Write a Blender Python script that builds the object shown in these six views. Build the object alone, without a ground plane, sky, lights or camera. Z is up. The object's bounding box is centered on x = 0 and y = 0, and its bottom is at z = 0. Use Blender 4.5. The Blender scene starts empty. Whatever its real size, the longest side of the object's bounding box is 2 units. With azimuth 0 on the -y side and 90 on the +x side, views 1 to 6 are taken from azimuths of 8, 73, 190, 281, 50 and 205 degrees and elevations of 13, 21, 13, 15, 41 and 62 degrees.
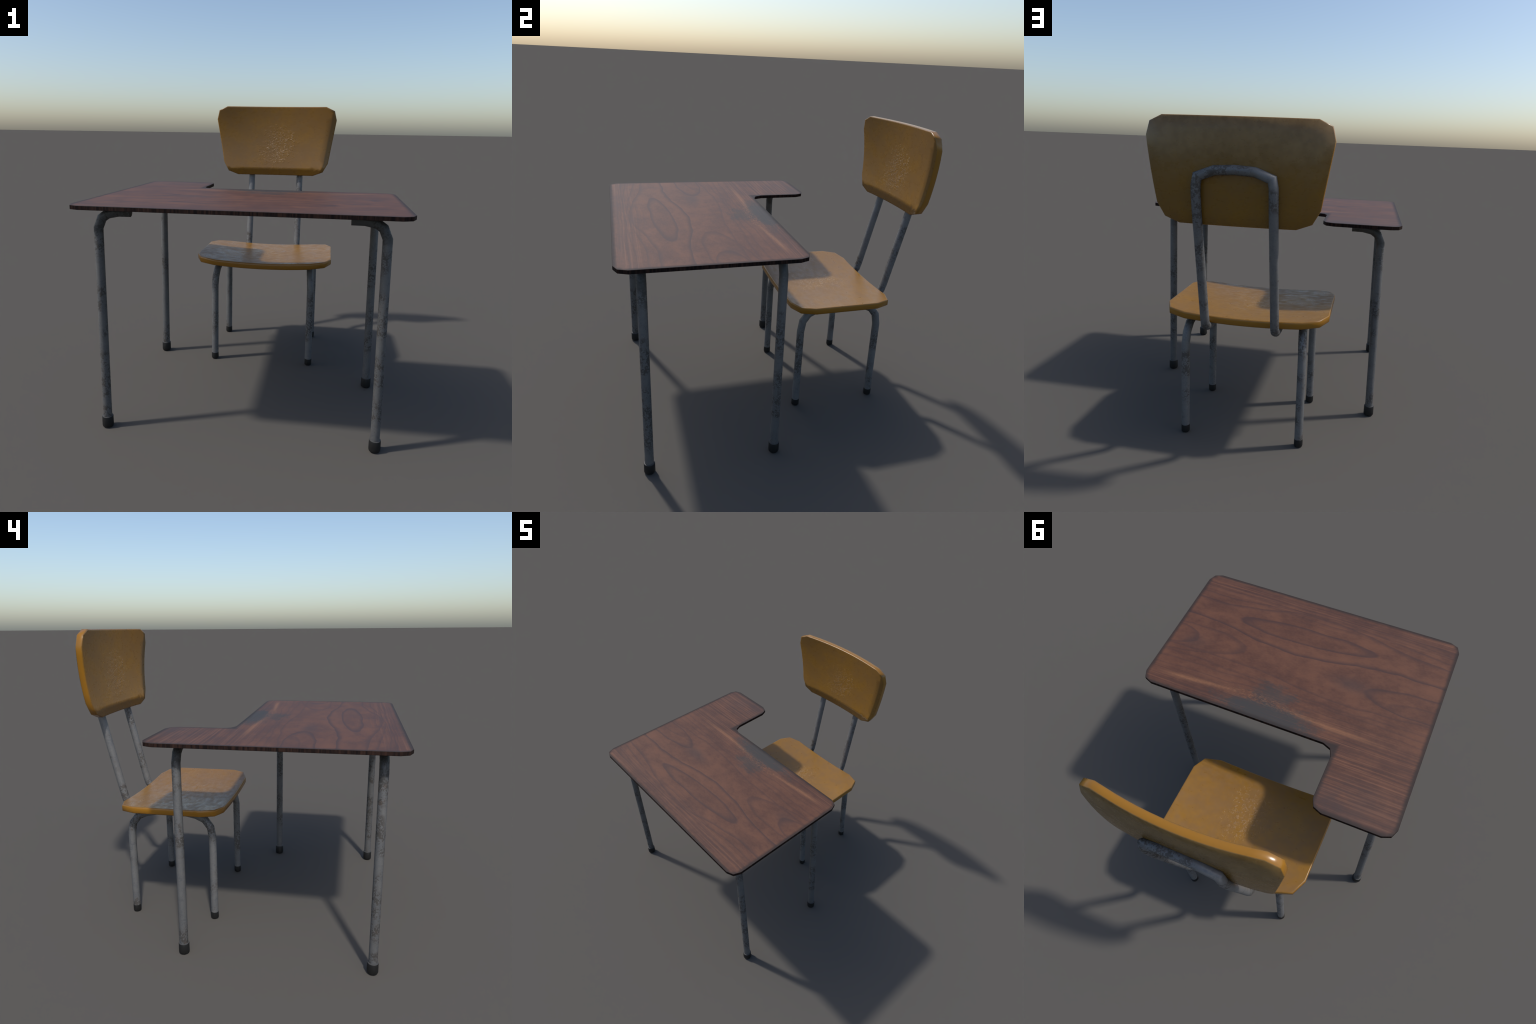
"""A worn classroom set: a one-armed writing desk and a matching shell chair.

Everything is described in metres, z up, desk front edge towards -y, the chair
stands behind the desk at +y.  Tubes are swept along short control paths, the
board, the seat and the backrest are lofted from chamfered outlines.
"""
import bpy, bmesh, math
import numpy as np
from mathutils import Vector

# ----------------------------------------------------------------------------
#  node expression helper: write masks as formulas, get Math nodes
# ----------------------------------------------------------------------------


class Net:
    def __init__(self, name):
        self.mat = bpy.data.materials.new(name)
        self.mat.use_nodes = True
        self.nt = self.mat.node_tree
        self.nt.nodes.clear()
        self.out = self.nt.nodes.new('ShaderNodeOutputMaterial')
        self.bsdf = self.nt.nodes.new('ShaderNodeBsdfPrincipled')
        self.nt.links.new(self.bsdf.outputs[0], self.out.inputs[0])
        self.co = self.nt.nodes.new('ShaderNodeTexCoord')
        sep = self.nt.nodes.new('ShaderNodeSeparateXYZ')
        self.nt.links.new(self.co.outputs['Object'], sep.inputs[0])
        self.x, self.y, self.z = (Ex(self, s) for s in sep.outputs)
        self.P = self.co.outputs['Object']

    def put(self, sock, v):
        if isinstance(v, Ex):
            v = v.s
        if isinstance(v, (int, float)):
            sock.default_value = v
        elif isinstance(v, (tuple, list)):
            sock.default_value = tuple(v) + ((1.0,) if len(v) == 3 and len(sock.default_value) == 4 else ())
        else:
            self.nt.links.new(v, sock)

    def math(self, op, *a, clamp=False):
        n = self.nt.nodes.new('ShaderNodeMath')
        n.operation = op
        n.use_clamp = clamp
        for i, v in enumerate(a):
            self.put(n.inputs[i], v)
        return Ex(self, n.outputs[0])

    def vec(self, x, y, z):
        n = self.nt.nodes.new('ShaderNodeCombineXYZ')
        for i, v in enumerate((x, y, z)):
            self.put(n.inputs[i], v)
        return n.outputs[0]

    def noise(self, vec=None, scale=5.0, detail=3.0, rough=0.55, stretch=None, seed=0.0, distort=0.0):
        m = self.nt.nodes.new('ShaderNodeMapping')
        self.put(m.inputs[0], self.P if vec is None else vec)
        m.inputs['Location'].default_value = (seed * 3.1, seed * 1.7, seed * 2.3)
        if stretch:
            m.inputs['Scale'].default_value = stretch
        n = self.nt.nodes.new('ShaderNodeTexNoise')
        self.nt.links.new(m.outputs[0], n.inputs['Vector'])
        n.inputs['Scale'].default_value = scale
        n.inputs['Detail'].default_value = detail
        n.inputs['Roughness'].default_value = rough
        n.inputs['Distortion'].default_value = distort
        return Ex(self, n.outputs['Fac'])

    def step(self, v, a, b):
        """smooth 0..1 ramp of v from a to b (a may be larger than b)"""
        n = self.nt.nodes.new('ShaderNodeMapRange')
        n.interpolation_type = 'SMOOTHSTEP'
        flip = a > b
        self.put(n.inputs['Value'], v)
        n.inputs['From Min'].default_value = min(a, b)
        n.inputs['From Max'].default_value = max(a, b)
        n.inputs['To Min'].default_value = 1.0 if flip else 0.0
        n.inputs['To Max'].default_value = 0.0 if flip else 1.0
        return Ex(self, n.outputs[0])

    def mix(self, fac, a, b, mode='MIX'):
        n = self.nt.nodes.new('ShaderNodeMix')
        n.data_type = 'RGBA'
        n.blend_type = mode
        n.clamp_factor = True
        self.put(n.inputs[0], fac)
        self.put(n.inputs[6], a)
        self.put(n.inputs[7], b)
        return n.outputs[2]

    def bump(self, height, strength=0.2, dist=0.002):
        n = self.nt.nodes.new('ShaderNodeBump')
        n.inputs['Strength'].default_value = strength
        n.inputs['Distance'].default_value = dist
        self.put(n.inputs['Height'], height)
        self.nt.links.new(n.outputs[0], self.bsdf.inputs['Normal'])

    def finish(self, color, rough, metallic=0.0, **kw):
        self.put(self.bsdf.inputs['Base Color'], color)
        self.put(self.bsdf.inputs['Roughness'], rough)
        self.put(self.bsdf.inputs['Metallic'], metallic)
        for k, v in kw.items():
            self.put(self.bsdf.inputs[k], v)
        return self.mat


class Ex:
    """a float socket that understands + - * / and a few functions"""

    def __init__(self, net, s):
        self.n, self.s = net, s

    def __add__(self, o): return self.n.math('ADD', self, o)
    __radd__ = __add__
    def __sub__(self, o): return self.n.math('SUBTRACT', self, o)
    def __rsub__(self, o): return self.n.math('SUBTRACT', o, self)
    def __mul__(self, o): return self.n.math('MULTIPLY', self, o)
    __rmul__ = __mul__
    def __truediv__(self, o): return self.n.math('DIVIDE', self, o)
    def __neg__(self): return self * -1.0
    def __pow__(self, o): return self.n.math('POWER', self, o)
    def sq(self): return self * self
    def sqrt(self): return self.n.math('SQRT', self)
    def abs(self): return self.n.math('ABSOLUTE', self)
    def exp(self): return self.n.math('EXPONENT', self)
    def max(self, o): return self.n.math('MAXIMUM', self, o)
    def min(self, o): return self.n.math('MINIMUM', self, o)
    def sat(self): return self.n.math('ADD', self, 0.0, clamp=True)


# ----------------------------------------------------------------------------
#  materials
# ----------------------------------------------------------------------------
HALF_W, FRONT, BACK, ARM_END, NOTCH_X = 0.868, -1.0, -0.006, 0.402, -0.392


def wood_material():
    n = Net('stained_desk_wood')
    # gently wandering grain coordinates
    w1 = n.noise(scale=2.4, detail=2, stretch=(1.0, 1.6, 1), seed=1) - 0.5
    w2 = n.noise(scale=9.0, detail=2, stretch=(0.6, 1.6, 1), seed=2) - 0.5
    x = n.x + w2 * 0.05
    y = n.y + w1 * 0.066 + w2 * 0.020
    ys = n.y + w1 * 0.012 + w2 * 0.003

    def bell(cx, w):
        return (-(((x - cx) / w).sq())).exp()

    def ring(d, soft=0.035, sharp=0.006):
        """dark growth line at d = 0 fading slowly on its d < 0 side"""
        inside = n.step(d, -soft * 0.75, 0.0)
        edge = n.step(d, sharp, 0.0)
        return inside * inside * edge

    def loop(cx, cy, rx, ry, slope=0.0, soft=0.03):
        f = (((x - cx) / rx).sq() + ((y - cy - (x - cx) * slope) / ry).sq()).sqrt()
        return ring((f - 1.0) * ry, soft)

    # long wandering growth lines (height over x)
    dark = ring(y - (-0.625 + 0.088 * bell(0.1, 0.45)), 0.05) * 1.0
    dark = dark.max(ring(-(y - (-0.775 - 0.125 * bell(-0.02, 0.42))), 0.05) * 0.75)
    dark = dark.max(ring(-(y - (-0.83 - 0.085 * bell(-0.05, 0.45))), 0.03) * 0.6)
    dark = dark.max(ring(-(y - (-0.885 - 0.05 * bell(-0.05, 0.5))), 0.025) * 0.55)
    dark = dark.max(ring(-(y - (-0.925 - 0.028 * bell(0.0, 0.5))), 0.02) * 0.5)
    # cathedral loops
    dark = dark.max(loop(0.05, -0.70, 0.44, 0.068, 0.02, 0.035) * 0.95)
    dark = dark.max(loop(0.95, -0.42, 0.26, 0.085, 0.0, 0.03) * 0.7)
    dark = dark.max(loop(0.90, -0.40, 0.52, 0.12, 0.10, 0.03) * 0.6)
    dark = dark.max(loop(-0.90, -0.44, 0.47, 0.095, 0.02, 0.03) * 0.9)
    dark = dark.max(loop(-0.95, -0.40, 0.36, 0.055, 0.03, 0.03) * 0.45)
    # lines between the loops and the back edge
    dark = dark.max(ring(y - (-0.335 + 0.05 * bell(-0.35, 0.32)), 0.035) * 0.6)
    dark = dark.max(ring(y - (-0.275 + 0.03 * bell(-0.35, 0.4)), 0.03) * 0.5)
    dark = dark.max(ring(y - (-0.225 - 0.02 * bell(0.3, 0.4)), 0.03) * 0.5)
    dark = dark.max(ring(y - (-0.18 - 0.03 * bell(0.2, 0.3)), 0.02) * 0.45)
    # bundles of wavy parallel lines near the front edge and fine ones on the arm
    def comb(v, per_m, power):
        saw = n.math('FRACT', v * per_m)
        return (1.0 - saw) ** power
    wob = n.noise(scale=7.5, detail=2, stretch=(0.8, 0.25, 1), seed=21) - 0.5
    yw = n.y + wob * 0.024 + w1 * 0.03
    front = n.step(n.y - 0.10 * bell(0.0, 0.4), -0.86, -0.93).max(n.step(n.y, -0.90, -0.95))
    amp = n.step(n.noise(scale=3.0, detail=3, stretch=(0.6, 3.0, 1), seed=22), 0.25, 0.6)
    dark = dark.max(comb(yw, 27.0, 2.2) * front * amp * 0.62)
    back = n.step(n.y, -0.20, -0.10) * (0.4 + amp * 0.6)
    dark = dark.max(comb(n.y + wob * 0.006, 44.0, 1.6) * back * 0.42)
    belly = n.step(n.y, -0.14, -0.24) * n.step(n.y, -0.36, -0.28)
    dark = dark.max(comb(y, 21.0, 2.4) * belly * amp * 0.40)
    # smudges at the loop tips
    smudge = (-(((n.x + 0.33) / 0.11).sq() + ((n.y + 0.45) / 0.045).sq())).exp() * 0.8
    smudge = smudge.max((-(((n.x - 0.70) / 0.08).sq() + ((n.y + 0.40) / 0.05).sq())).exp() * 0.55)
    smudge = smudge * (0.5 + n.noise(scale=14, detail=3, seed=5))

    # straight close grain, strong towards both long edges and on the arm
    fine = n.noise(scale=1.0, detail=4, rough=0.65, stretch=(0.9, 70, 1), seed=3, vec=n.vec(n.x, ys, 0.0))
    finer = n.noise(scale=1.0, detail=3, rough=0.6, stretch=(3.0, 190, 1), seed=4, vec=n.vec(n.x, n.y, 0.0))
    zone = (n.step(n.y, -0.80, -0.90) * 0.7).max(n.step(n.y, -0.22, -0.08))
    fine_dark = n.step(fine, 0.55, 0.36)
    fine_lite = n.step(fine, 0.52, 0.66)
    mott = n.noise(scale=6.5, detail=6, rough=0.68, stretch=(0.8, 1.3, 1), seed=6)
    speck = n.noise(scale=120, detail=2, stretch=(0.5, 1, 1), seed=7)

    base = n.mix(n.step(mott, 0.34, 0.68), (0.072, 0.030, 0.019), (0.124, 0.052, 0.029))
    base = n.mix((speck - 0.5) * 0.5 + 0.1, base, (0.165, 0.075, 0.048))
    base = n.mix((finer - 0.42) * (0.35 + zone * 0.6), base, (0.055, 0.028, 0.022))
    base = n.mix(fine_dark * zone * 0.60, base, (0.056, 0.028, 0.022))
    base = n.mix(fine_lite * zone * 0.45, base, (0.205, 0.096, 0.056))
    base = n.mix(dark * 0.76, base, (0.046, 0.025, 0.023))
    base = n.mix(smudge * 0.75, base, (0.044, 0.029, 0.028))

    # worn pale streak in front of the sitter
    sy = n.y - (-0.108 - 0.042 * (-(((n.x - 0.2) / 0.32).sq())).exp())
    streak = (-(((sy + (fine - 0.5) * 0.02) / 0.015).sq())).exp()
    reach = n.step(n.x, 0.84, 0.62) * n.step(n.x, -0.78, -0.30)
    mid = (-(((n.x - 0.12) / 0.30).sq())).exp()
    crumb = n.step(n.noise(scale=85, detail=4, rough=0.7, stretch=(0.5, 1.3, 1), seed=8), 0.46, 0.62)
    wide = (-((sy / 0.030).sq())).exp() * mid * crumb * 0.7
    streak = (streak * reach * (1.0 - mid * (1.0 - crumb * 0.7)) * (0.45 + fine) * (0.6 + speck * 0.8)).max(wide)
    # greyed, rubbed-through patch at the sitter's edge
    gp = (((n.x - 0.06) / 0.33).sq() + ((n.y + 0.055) / 0.105).sq()).sqrt()
    gp2 = (((n.x - 0.07) / 0.17).sq() + ((n.y + 0.20) / 0.085).sq()).sqrt()
    gn = n.noise(scale=16, detail=5, rough=0.65, stretch=(0.6, 1.2, 1), seed=9) - 0.5
    gf = n.noise(scale=75, detail=4, rough=0.7, stretch=(0.5, 1.3, 1), seed=10) - 0.5
    grey = n.step(gp + gn * 1.6 + gf * 1.2, 1.2, 0.45).max(n.step(gp2 + gn * 2.4 + gf * 1.2, 1.1, 0.35) * 0.7)
    grey = grey * (0.45 + finer * 0.9)
    base = n.mix(grey * 1.05, base, (0.040, 0.038, 0.037))
    base = n.mix(streak * 0.5, base, (0.29, 0.135, 0.064))
    # the arm is dirtier towards its end
    arm = n.step(n.y, 0.07, 0.25) * (0.35 + n.step(n.x, -0.82, -0.45) * 0.65)
    arm = arm * n.step(n.noise(scale=4.5, detail=3, seed=11), 0.25, 0.55)
    base = n.mix(arm * 0.55, base, (0.048, 0.036, 0.035))

    # grime along the rim, measured from the L-shaped outline
    rim = (HALF_W - n.x.abs()).min(n.y - FRONT).min(ARM_END - n.y)
    rim = rim.min((BACK - n.y).max(NOTCH_X - n.x))
    # the corners are cut by a two-step arc of 69 mm radius
    cut = 0.0404
    rim = rim.min(((HALF_W - n.x.abs()) + (n.y - FRONT) - cut) * 0.707)
    rim = rim.min(((HALF_W - n.x) + (BACK - n.y) - cut) * 0.707)
    rim = rim.min(((HALF_W + n.x) + (ARM_END - n.y) - cut) * 0.707)
    rim = rim.min((((NOTCH_X - n.x) + (ARM_END - n.y) - cut) * 0.707).max((BACK - n.y) * 10.0))
    rim_n = rim + (n.noise(scale=22, detail=3, seed=12) - 0.5) * 0.012
    base = n.mix(n.step(rim_n, 0.032, 0.006) * 0.85, base, (0.032, 0.028, 0.027))
    # edge band shows short cross grain
    nsep = n.nt.nodes.new('ShaderNodeSeparateXYZ')
    n.nt.links.new(n.co.outputs['Normal'], nsep.inputs[0])
    side = n.step(Ex(n, nsep.outputs[2]).abs(), 0.93, 0.55)
    cross = n.noise(scale=1.0, detail=3, stretch=(80, 80, 6), seed=13)
    base = n.mix(side * 0.92, base, n.mix(n.step(cross, 0.35, 0.7), (0.009, 0.007, 0.007), (0.038, 0.020, 0.015)))

    n.bump(finer * 0.3 - dark * 0.6 + speck * 0.2, 0.25, 0.0015)
    rough = 0.52 + mott * 0.10 + grey * 0.06
    return n.finish(base, rough, 0.0, **{'Specular IOR Level': (1.0 - side * 0.8) * (1.0 - n.step(rim_n, 0.034, 0.004) * 0.6) * 0.32})


def shell_material(name, axis):
    """orange varnished plywood; axis is the coordinate up the panel ('y' seat, 'z' back)"""
    n = Net(name)
    m1 = n.noise(scale=6.0, detail=5, rough=0.65, seed=1)
    m2 = n.noise(scale=26.0, detail=4, rough=0.6, seed=2)
    blot = n.step(m1 * 0.7 + m2 * 0.3, 0.34, 0.66)
    if axis == 'z':
        v, cx, cz, rx, rz = n.z, 0.0, 1.55, 0.19, 0.21
    else:
        v, cx, cz, rx, rz = n.y, 0.03, 0.36, 0.20, 0.25
    patch = (((n.x - cx) / rx).sq() + ((v - cz) / rz).sq()).sqrt()
    chip = n.noise(scale=64, detail=4, rough=0.6, distort=0.3, seed=3, stretch=(1, 1.25, 1.25))
    patchy = n.step(patch + (m2 - 0.5) * 1.6 + (m1 - 0.5) * 1.6, 1.0, 0.15)
    scuff = n.step(chip, 0.52, 0.64) * patchy
    orange, brown = (0.240, 0.114, 0.010), (0.188, 0.096, 0.026)
    geo = n.nt.nodes.new('ShaderNodeNewGeometry')
    nsep = n.nt.nodes.new('ShaderNodeSeparateXYZ')
    n.nt.links.new(n.co.outputs['Normal'], nsep.inputs[0])
    nx, ny, nz = (Ex(n, s) for s in nsep.outputs)
    col = n.mix(blot * 0.85, orange, brown)
    pos = n.step(ny, 0.2, -0.2) if axis == 'z' else n.step(nz, -0.2, 0.2)
    scuff = scuff * pos
    if axis == 'z':
        # the back of the panel is duller towards its top, the front a bit brown too
        rear = n.step(ny, 0.3, 0.7)
        front = n.step(ny, -0.1, -0.45)
        top = n.step(n.z + (m1 - 0.5) * 0.25, 1.50, 1.72)
        col = n.mix(rear * 0.5, col, (0.150, 0.079, 0.009))
        col = n.mix(rear * top * 0.7, col, n.mix(n.step(m1 * 0.5 + m2 * 0.5, 0.35, 0.65), (0.110, 0.063, 0.018), (0.205, 0.127, 0.044)))
        col = n.mix(front * (0.25 + blot * 0.3), col, (0.20, 0.102, 0.024))
        flat = rear.max(front)
    else:
        flat = n.step(nz.abs(), 0.5, 0.8)
    # vivid colour on the cut edges
    col = n.mix((1.0 - flat) * 0.8, col, (0.29, 0.128, 0.010))
    col = n.mix(scuff * 0.42, col, (0.34, 0.205, 0.105))
    grime = n.noise(scale=70, detail=2, seed=4)
    col = n.mix(n.step(grime, 0.62, 0.74) * 0.10, col, (0.11, 0.06, 0.02))
    wave = n.noise(scale=34, detail=3, rough=0.6, seed=7, stretch=(0.7, 1.2, 1.2))
    n.bump(scuff * 1.0 + wave * 0.55 * (0.25 + patchy) * flat * pos, 0.48, 0.004)
    streak = n.noise(scale=30, detail=4, rough=0.6, seed=8, stretch=(0.6, 1.2, 1.0)) if axis == 'y' else wave
    rough = 0.24 + n.step(streak * 0.7 + m1 * 0.3, 0.30, 0.68) * (0.24 if axis == 'y' else 0.10) * flat
    return n.finish(col, rough, 0.0, **{'Specular IOR Level': 0.5})


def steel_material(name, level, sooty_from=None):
    n = Net(name)
    grey = lambda *c: tuple(q * level for q in c)
    info = n.nt.nodes.new('ShaderNodeObjectInfo')
    shift = Ex(n, info.outputs['Random']) * 9.0
    p = n.vec(n.x, n.y, n.z + shift)
    fine = n.noise(vec=p, scale=95, detail=4, rough=0.65, seed=1)
    mid = n.noise(vec=p, scale=24, detail=4, rough=0.6, seed=2)
    big = n.noise(vec=p, scale=6.0, detail=2, seed=3)
    col = n.mix(n.step(mid, 0.3, 0.7), grey(0.085, 0.088, 0.092), grey(0.130, 0.130, 0.129))
    col = n.mix(n.step(fine, 0.44, 0.62) * 0.5, col, grey(0.165, 0.164, 0.160))
    zone = n.step(big, 0.42, 0.58)
    stain = n.step(mid * 0.45 + fine * 0.55, 0.46, 0.55) * (zone * 0.8 + 0.2)
    col = n.mix(stain * 0.85, col, grey(0.040, 0.034, 0.029))
    rust = n.step(n.noise(vec=p, scale=40, detail=3, seed=5), 0.60, 0.70) * zone
    col = n.mix(rust * 0.40, col, grey(0.085, 0.058, 0.044))
    spot = n.step(n.noise(vec=p, scale=150, detail=2, seed=6), 0.67, 0.72)
    col = n.mix(spot * 0.6, col, grey(0.028, 0.027, 0.026))
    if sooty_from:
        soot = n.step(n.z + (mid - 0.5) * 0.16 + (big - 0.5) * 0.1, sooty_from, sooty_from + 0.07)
        col = n.mix(soot * 0.6, col, (0.030, 0.031, 0.031))  # leg tops darker in the colour, with a blotchy lower boundary
    n.bump(fine * 0.6 + mid * 0.4 - stain * 0.3, 0.30, 0.002)
    rough = 0.46 + stain * 0.2 + (fine - 0.5) * 0.25
    return n.finish(col, rough, 0.12, **{'Specular IOR Level': 0.45})


def rubber_material():
    n = Net('black_rubber')
    f = n.noise(scale=60, detail=3, seed=1)
    col = n.mix(f, (0.007, 0.007, 0.007), (0.015, 0.0145, 0.014))
    # pale line on the upper lip
    lip = n.step(n.z, 0.0655, 0.0685)
    col = n.mix(lip * 0.5, col, (0.12, 0.12, 0.12))
    return n.finish(col, 0.55, 0.0, **{'Specular IOR Level': 0.3})


# ----------------------------------------------------------------------------
#  mesh builders
# ----------------------------------------------------------------------------

def make_mesh(name, verts, faces, mat, smooth_angle=None):
    me = bpy.data.meshes.new(name)
    me.from_pydata([tuple(v) for v in verts], [], faces)
    bm = bmesh.new()
    bm.from_mesh(me)
    bmesh.ops.recalc_face_normals(bm, faces=bm.faces)
    for f in bm.faces:
        f.smooth = True
    if smooth_angle is not None:
        lim = math.radians(smooth_angle)
        for e in bm.edges:
            if len(e.link_faces) == 2 and e.calc_face_angle() > lim:
                e.smooth = False
    bm.to_mesh(me)
    bm.free()
    me.materials.append(mat)
    return me


def tube_mesh(name, path, radius, mat, sides=14, close=True):
    """sweep a circle along a polyline with mitred bends"""
    P = [Vector(p) for p in path]
    verts, faces = [], []
    T = [(P[i + 1] - P[i]).normalized() for i in range(len(P) - 1)]
    ref = Vector((0, 1, 0)) if abs(T[0].y) < 0.9 else Vector((1, 0, 0))
    u = (ref - T[0] * ref.dot(T[0])).normalized()
    for i, p in enumerate(P):
        if i == 0:
            t = nrm = T[0]
        elif i == len(P) - 1:
            t = nrm = T[-1]
        else:
            t = T[i - 1]
            nrm = (T[i - 1] + T[i]).normalized()
        u = (u - t * u.dot(t)).normalized()
        v = t.cross(u)
        for k in range(sides):
            a = 2 * math.pi * k / sides
            d = u * math.cos(a) * radius + v * math.sin(a) * radius
            # slide along the incoming direction on to the mitre plane
            d = d - t * (d.dot(nrm) / t.dot(nrm))
            verts.append(p + d)
        if 0 < i < len(P) - 1:
            t = T[i]
    for i in range(len(P) - 1):
        for k in range(sides):
            a, b = i * sides + k, i * sides + (k + 1) % sides
            faces.append((a, b, b + sides, a + sides))
    if close:
        faces.append(tuple(range(sides)))
        faces.append(tuple(range(len(verts) - sides, len(verts))))
    return make_mesh(name, verts, faces, mat, 50)


def lathe_mesh(name, profile, mat, sides=16):
    """profile of (radius, height) turned round z"""
    verts, faces = [], []
    for r, h in profile:
        for k in range(sides):
            a = 2 * math.pi * (k + 0.5) / sides
            verts.append((r * math.cos(a), r * math.sin(a), h))
    for i in range(len(profile) - 1):
        for k in range(sides):
            a, b = i * sides + k, i * sides + (k + 1) % sides
            faces.append((a, b, b + sides, a + sides))
    faces.append(tuple(range(sides)))
    faces.append(tuple(range(len(verts) - sides, len(verts))))
    return make_mesh(name, verts, faces, mat, 45)


def chamfered(corners, radius, steps=2):
    """outline with every corner cut by a short arc of `steps` segments"""
    out = []
    n = len(corners)
    for i in range(n):
        p0, p, p1 = (Vector(corners[(i + k) % n]) for k in (-1, 0, 1))
        a, b = (p0 - p).normalized(), (p1 - p).normalized()
        c = p + (a + b) * radius
        s, e = -b * radius, -a * radius
        for k in range(steps + 1):
            t = k / steps * math.pi / 2
            out.append(c + s * math.cos(t) + e * math.sin(t))
    return out


def inset(poly, d):
    """move every side of a closed counter-clockwise polygon inwards by d"""
    out, n = [], len(poly)
    for i in range(n):
        p0, p, p1 = poly[i - 1], poly[i], poly[(i + 1) % n]
        a, b = (p - p0).normalized(), (p1 - p).normalized()
        na, nb = Vector((-a.y, a.x)), Vector((-b.y, b.x))
        m = (na + nb).normalized()
        out.append(p + m * (d / max(0.3, m.dot(na))))
    return out


def densify(poly, longest):
    out, n = [], len(poly)
    for i in range(n):
        p, q = poly[i], poly[(i + 1) % n]
        k = max(1, math.ceil((q - p).length / longest))
        out += [p.lerp(q, j / k) for j in range(k)]
    return out


def ring_faces(a, b, n):
    return [(a + k, a + (k + 1) % n, b + (k + 1) % n, b + k) for k in range(n)]


def board_mesh(name, poly, z0, z1, mat):
    """flat board: rounded upper and lower arris"""
    n = len(poly)
    rings = [(0.010, z0), (0.0015, z0), (0.0, z0 + 0.0015), (0.0, z1 - 0.0012), (0.0012, z1), (0.010, z1)]
    verts, faces = [], []
    for d, z in rings:
        verts += [(p.x, p.y, z) for p in (inset(poly, d) if d else poly)]
    for i in range(len(rings) - 1):
        faces += ring_faces(i * n, (i + 1) * n, n)
    faces.append(tuple(range(n)))
    faces.append(tuple(range((len(rings) - 1) * n, len(rings) * n)))
    return make_mesh(name, verts, faces, mat, 40)


def panel_mesh(name, poly, lower, upper, place, arris, mat, tilt=None):
    """curved panel between two sheets lower(u,v) and upper(u,v) over an outline.
    place(u, v, h) -> xyz.  `tilt(u, v)` may bend the upper normals for a drawn shade band."""
    n = len(poly)
    cu = sum(p.x for p in poly) / n
    cv = sum(p.y for p in poly) / n
    verts, faces, tag = [], [], []
    shells = []

    def add(pts, hfun, dh, up):
        start = len(verts)
        for p in pts:
            verts.append(place(p.x, p.y, hfun(p.x, p.y) + dh))
            tag.append((p.x, p.y, up))
        shells.append(start)

    inner = [0.9, 0.78, 0.6, 0.4, 0.2]
    c = Vector((cu, cv))
    off = [0.010, 0.020, 0.030, 0.040]
    # lower sheet from its middle outwards, then the rim, then the upper sheet
    for s in reversed(inner):
        add([c + (p - c) * s for p in inset(poly, off[-1])], lower, 0, 0)
    add(inset(poly, arris * 0.8), lower, 0, 0)
    add(poly, lower, arris * 0.8, 0)
    add(poly, upper, -arris, 1)
    add(inset(poly, arris * 0.35), upper, -arris * 0.3, 1)
    add(inset(poly, arris), upper, 0, 1)
    for d in off:
        add(inset(poly, d), upper, 0, 2)
    for s in inner:
        add([c + (p - c) * s for p in inset(poly, off[-1])], upper, 0, 2)
    for a, b in zip(shells, shells[1:]):
        faces += ring_faces(a, b, n)
    # middle fans
    for start, hf in ((shells[0], lower), (shells[-1], upper)):
        m = len(verts)
        verts.append(place(cu, cv, hf(cu, cv)))
        tag.append((cu, cv, 2 if hf is upper else 0))
        faces += [(start + k, start + (k + 1) % n, m) for k in range(n)]
    me = make_mesh(name, verts, faces, mat, 50)
    if tilt:
        normals = [Vector(c.vector) for c in me.corner_normals]
        for i, lp in enumerate(me.loops):
            u, v, up = tag[lp.vertex_index]
            if up >= 1:
                normals[i] = (normals[i] + Vector(tilt(u, v, up))).normalized()
        me.normals_split_custom_set([tuple(q) for q in normals])
    return me


def make_object(name, me, parent, loc=(0, 0, 0), rot=0.0):
    ob = bpy.data.objects.new(name, me)
    bpy.context.collection.objects.link(ob)
    ob.parent = parent
    base = parent.matrix_world.translation if parent.parent is None else Vector((0, 0, 0))
    ob.location = Vector(loc) - base
    ob.rotation_euler = (0, 0, rot)
    return ob


def make_thing(name, loc, label, category):
    ob = bpy.data.objects.new(name, None)
    bpy.context.collection.objects.link(ob)
    ob.location = loc
    bpy.context.view_layer.update()
    ob["label"], ob["category"] = label, category
    return ob


# ----------------------------------------------------------------------------
#  the desk
# ----------------------------------------------------------------------------
wood = wood_material()
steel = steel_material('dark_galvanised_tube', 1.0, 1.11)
chair_steel = steel_material('galvanised_tube', 1.22)
rubber = rubber_material()

BOARD_BOTTOM, BOARD_TOP, TUBE_R = 1.2840, 1.3055, 0.0254

desk = make_thing("writing_desk", (0, -0.3, 0),
                  "brown wooden classroom desk with side arm and steel tube legs", "desk")

corners = [(-HALF_W, FRONT), (HALF_W, FRONT), (HALF_W, BACK), (NOTCH_X, BACK), (NOTCH_X - 0.004, ARM_END),
           (-HALF_W, ARM_END)]
make_object("tabletop", board_mesh("tabletop", chamfered(corners, 0.069), BOARD_BOTTOM, BOARD_TOP, wood), desk)

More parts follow.
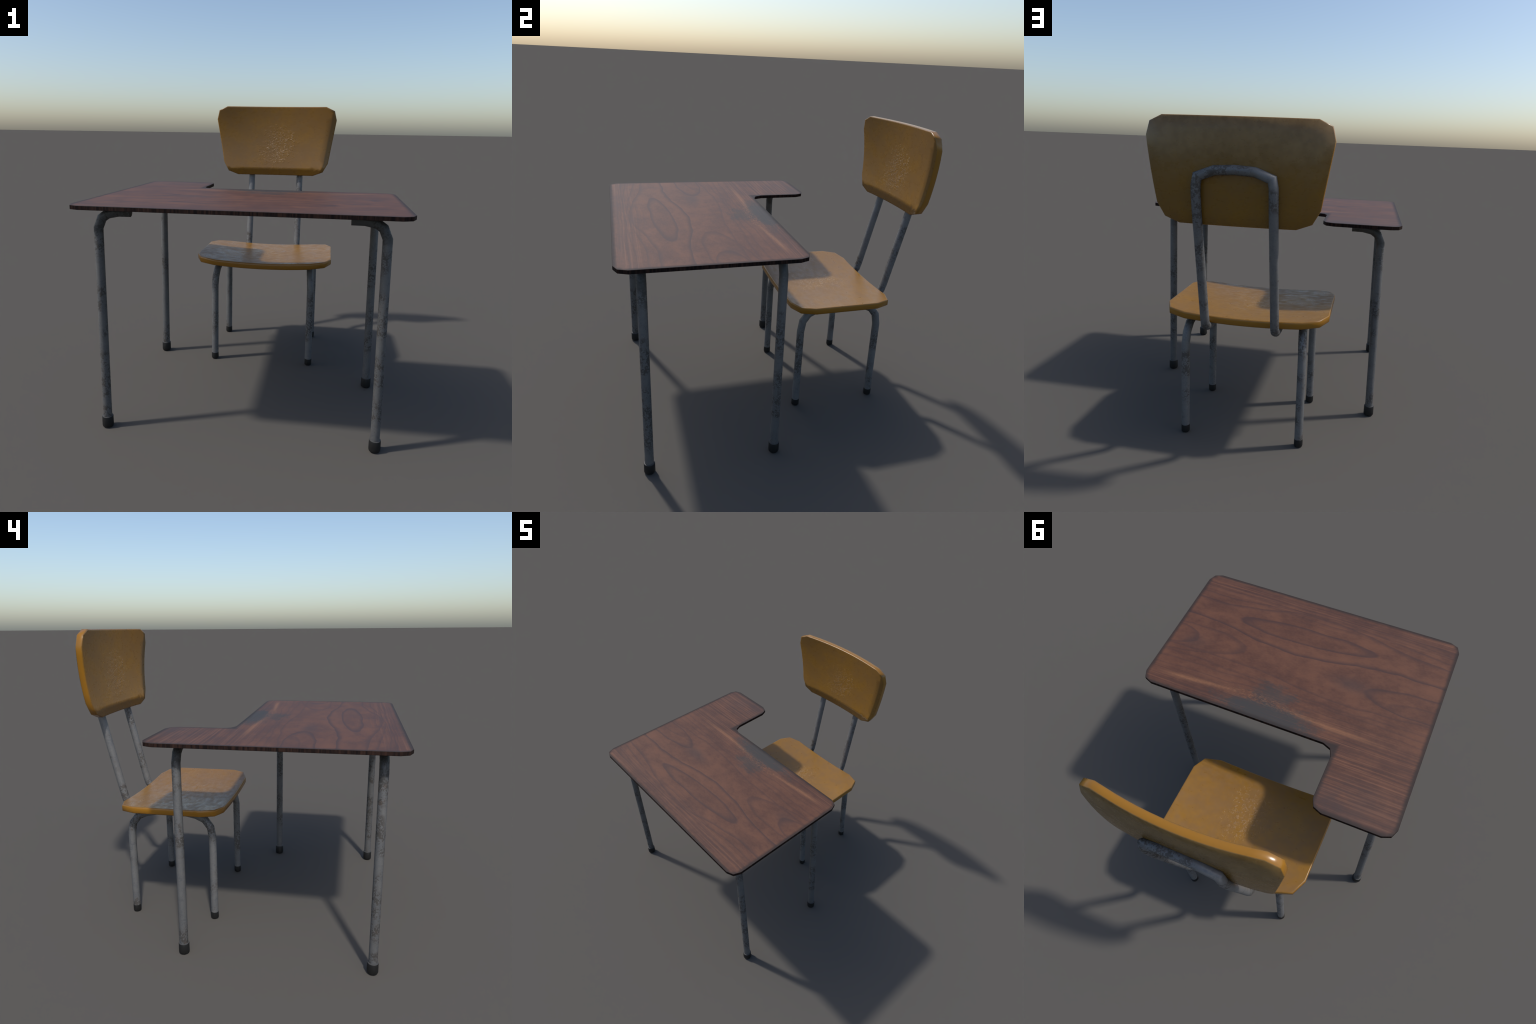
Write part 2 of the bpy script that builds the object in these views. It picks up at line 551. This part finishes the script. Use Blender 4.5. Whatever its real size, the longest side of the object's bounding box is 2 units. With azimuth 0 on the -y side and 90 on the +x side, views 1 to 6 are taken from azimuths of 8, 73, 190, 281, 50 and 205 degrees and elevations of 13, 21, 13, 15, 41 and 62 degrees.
# leg of the left side, origin on the floor under its foot; it ends in an arm
# that runs inwards below the board
leg_path = [(0.0, 0, 0.012), (0.010, 0, 1.172), (0.0325, 0, 1.226), (0.0640, 0, 1.248), (0.1230, 0, 1.2605),
            (0.1910, 0, 1.2612)]
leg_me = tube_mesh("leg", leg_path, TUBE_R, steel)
cap_me = lathe_mesh("foot_cap", [(0.024, 0.0), (0.0300, 0.004), (0.0324, 0.012), (0.0320, 0.064),
                                 (0.0300, 0.0685), (0.0250, 0.0690)], rubber)
for lx, ly in ((-0.761, -0.868), (0.759, -0.868), (-0.761, 0.238), (0.757, -0.124)):
    leg = make_object("leg", leg_me, desk, (lx, ly, 0), 0.0 if lx < 0 else math.pi)
    make_object("foot_cap", cap_me, leg)

# ----------------------------------------------------------------------------
#  the chair
# ----------------------------------------------------------------------------
chair = make_thing("shell_chair", (0, 0.434, 0),
                   "worn orange plywood school chair on bent grey steel tubes", "chair")

# seat: trapezoid corners cut twice, dished sideways
half_seat = [(0.341, 0.079), (0.446, 0.112), (0.487, 0.200), (0.486, 0.628), (0.444, 0.722), (0.343, 0.757)]
seat_poly = [Vector(p) for p in half_seat] + [Vector((-x, y)) for x, y in reversed(half_seat)]
seat_poly = densify(seat_poly, 0.07)
seat_low = lambda u, v: 0.733 + 0.122 * u * u
seat_top = lambda u, v: seat_low(u, v) + 0.0425
make_object("seat", panel_mesh("seat", seat_poly, seat_low, seat_top, lambda u, v, h: (u, v, h), 0.006,
                               shell_material("orange_seat_varnish", 'y')), chair)

# backrest: wide top, narrow bottom, dished both ways
half_back = [(0.309, 1.335), (0.390, 1.3655), (0.430, 1.438), (0.4855, 1.779), (0.468, 1.850), (0.400, 1.882)]
back_poly = [Vector(p) for p in half_back] + [Vector((-x, z)) for x, z in reversed(half_back)]
back_poly = densify(back_poly, 0.06)
dish_c = np.polyfit([1.335, 1.60, 1.882], [0.888, 0.918, 0.914], 2)
dish_k = np.polyfit([1.335, 1.60, 1.78, 1.882], [0.165, 0.175, 0.205, 0.255], 2)


def back_front(u, v):
    # measured as -y so that "upper" points at the sitter
    w = abs(u)
    bow = w * w if w < 0.38 else 0.38 ** 2 + 2 * 0.38 * (w - 0.38) * 0.7
    return -(np.polyval(dish_c, v) - np.polyval(dish_k, v) * bow)


back_rear = lambda u, v: back_front(u, v) - 0.0425


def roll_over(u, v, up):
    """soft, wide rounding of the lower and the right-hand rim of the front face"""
    half = 0.430 + (v - 1.438) * (0.0555 / 0.341)
    right = max(0.0, min(1.0, (u - (half - 0.046)) / 0.014))
    low = max(0.0, min(1.0, ((1.335 + 0.056) - v) / 0.014))
    return (0.75 * right, 0.0, -0.60 * low)


make_object("backrest", panel_mesh("backrest", back_poly, back_rear, back_front, lambda u, v, h: (u, -h, v), 0.005,
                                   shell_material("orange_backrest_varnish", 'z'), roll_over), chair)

# two inverted-U leg frames, leaning in under the seat
CHAIR_R, FOOT_X, FOOT_Y = 0.0247, 0.352, 0.277
half_u = [(0.0, -FOOT_Y, 0.010), (0.002, -FOOT_Y + 0.001, 0.575), (0.006, -0.264, 0.645), (0.0105, -0.227, 0.693),
          (0.015, -0.169, 0.718), (0.019, -0.105, 0.729)]
u_path = half_u + [(x, -y, z) for x, y, z in reversed(half_u)]
frame_me = tube_mesh("leg_frame", u_path, CHAIR_R, chair_steel)
chair_cap_me = lathe_mesh("chair_foot_cap", [(0.020, 0.0), (0.0245, 0.003), (0.0262, 0.009), (0.0260, 0.044),
                                             (0.0252, 0.0475), (0.0215, 0.0480)], rubber)
for side in (-1, 1):
    frame = make_object("leg_frame", frame_me, chair, (side * FOOT_X, 0.434, 0), 0.0 if side < 0 else math.pi)
    for k in (-1, 1):
        make_object("foot_cap", chair_cap_me, frame, (0, k * FOOT_Y, 0))

# the backrest frame: one hooped tube, hooked forward under the seat
lean = lambda z: 0.797 + (z - 0.7) * 0.224
half_hoop = [(0.2, 0.40, 0.7165), (0.2, 0.715, 0.7165), (0.2, 0.762, 0.7215), (0.2, 0.788, 0.733), (0.2, 0.805, 0.757),
             (0.2, lean(0.80) - 0.002, 0.80), (0.2, lean(1.40), 1.40), (0.2, 0.972, 1.50), (0.199, 0.975, 1.545), (0.191, 0.975, 1.586),
             (0.104, 0.975, 1.6185)]
hoop_path = half_hoop + [(0.0, 0.975, 1.6245)] + [(-x, y, z) for x, y, z in reversed(half_hoop)]
make_object("backrest_frame", tube_mesh("backrest_frame", hoop_path, 0.0252, chair_steel), chair)
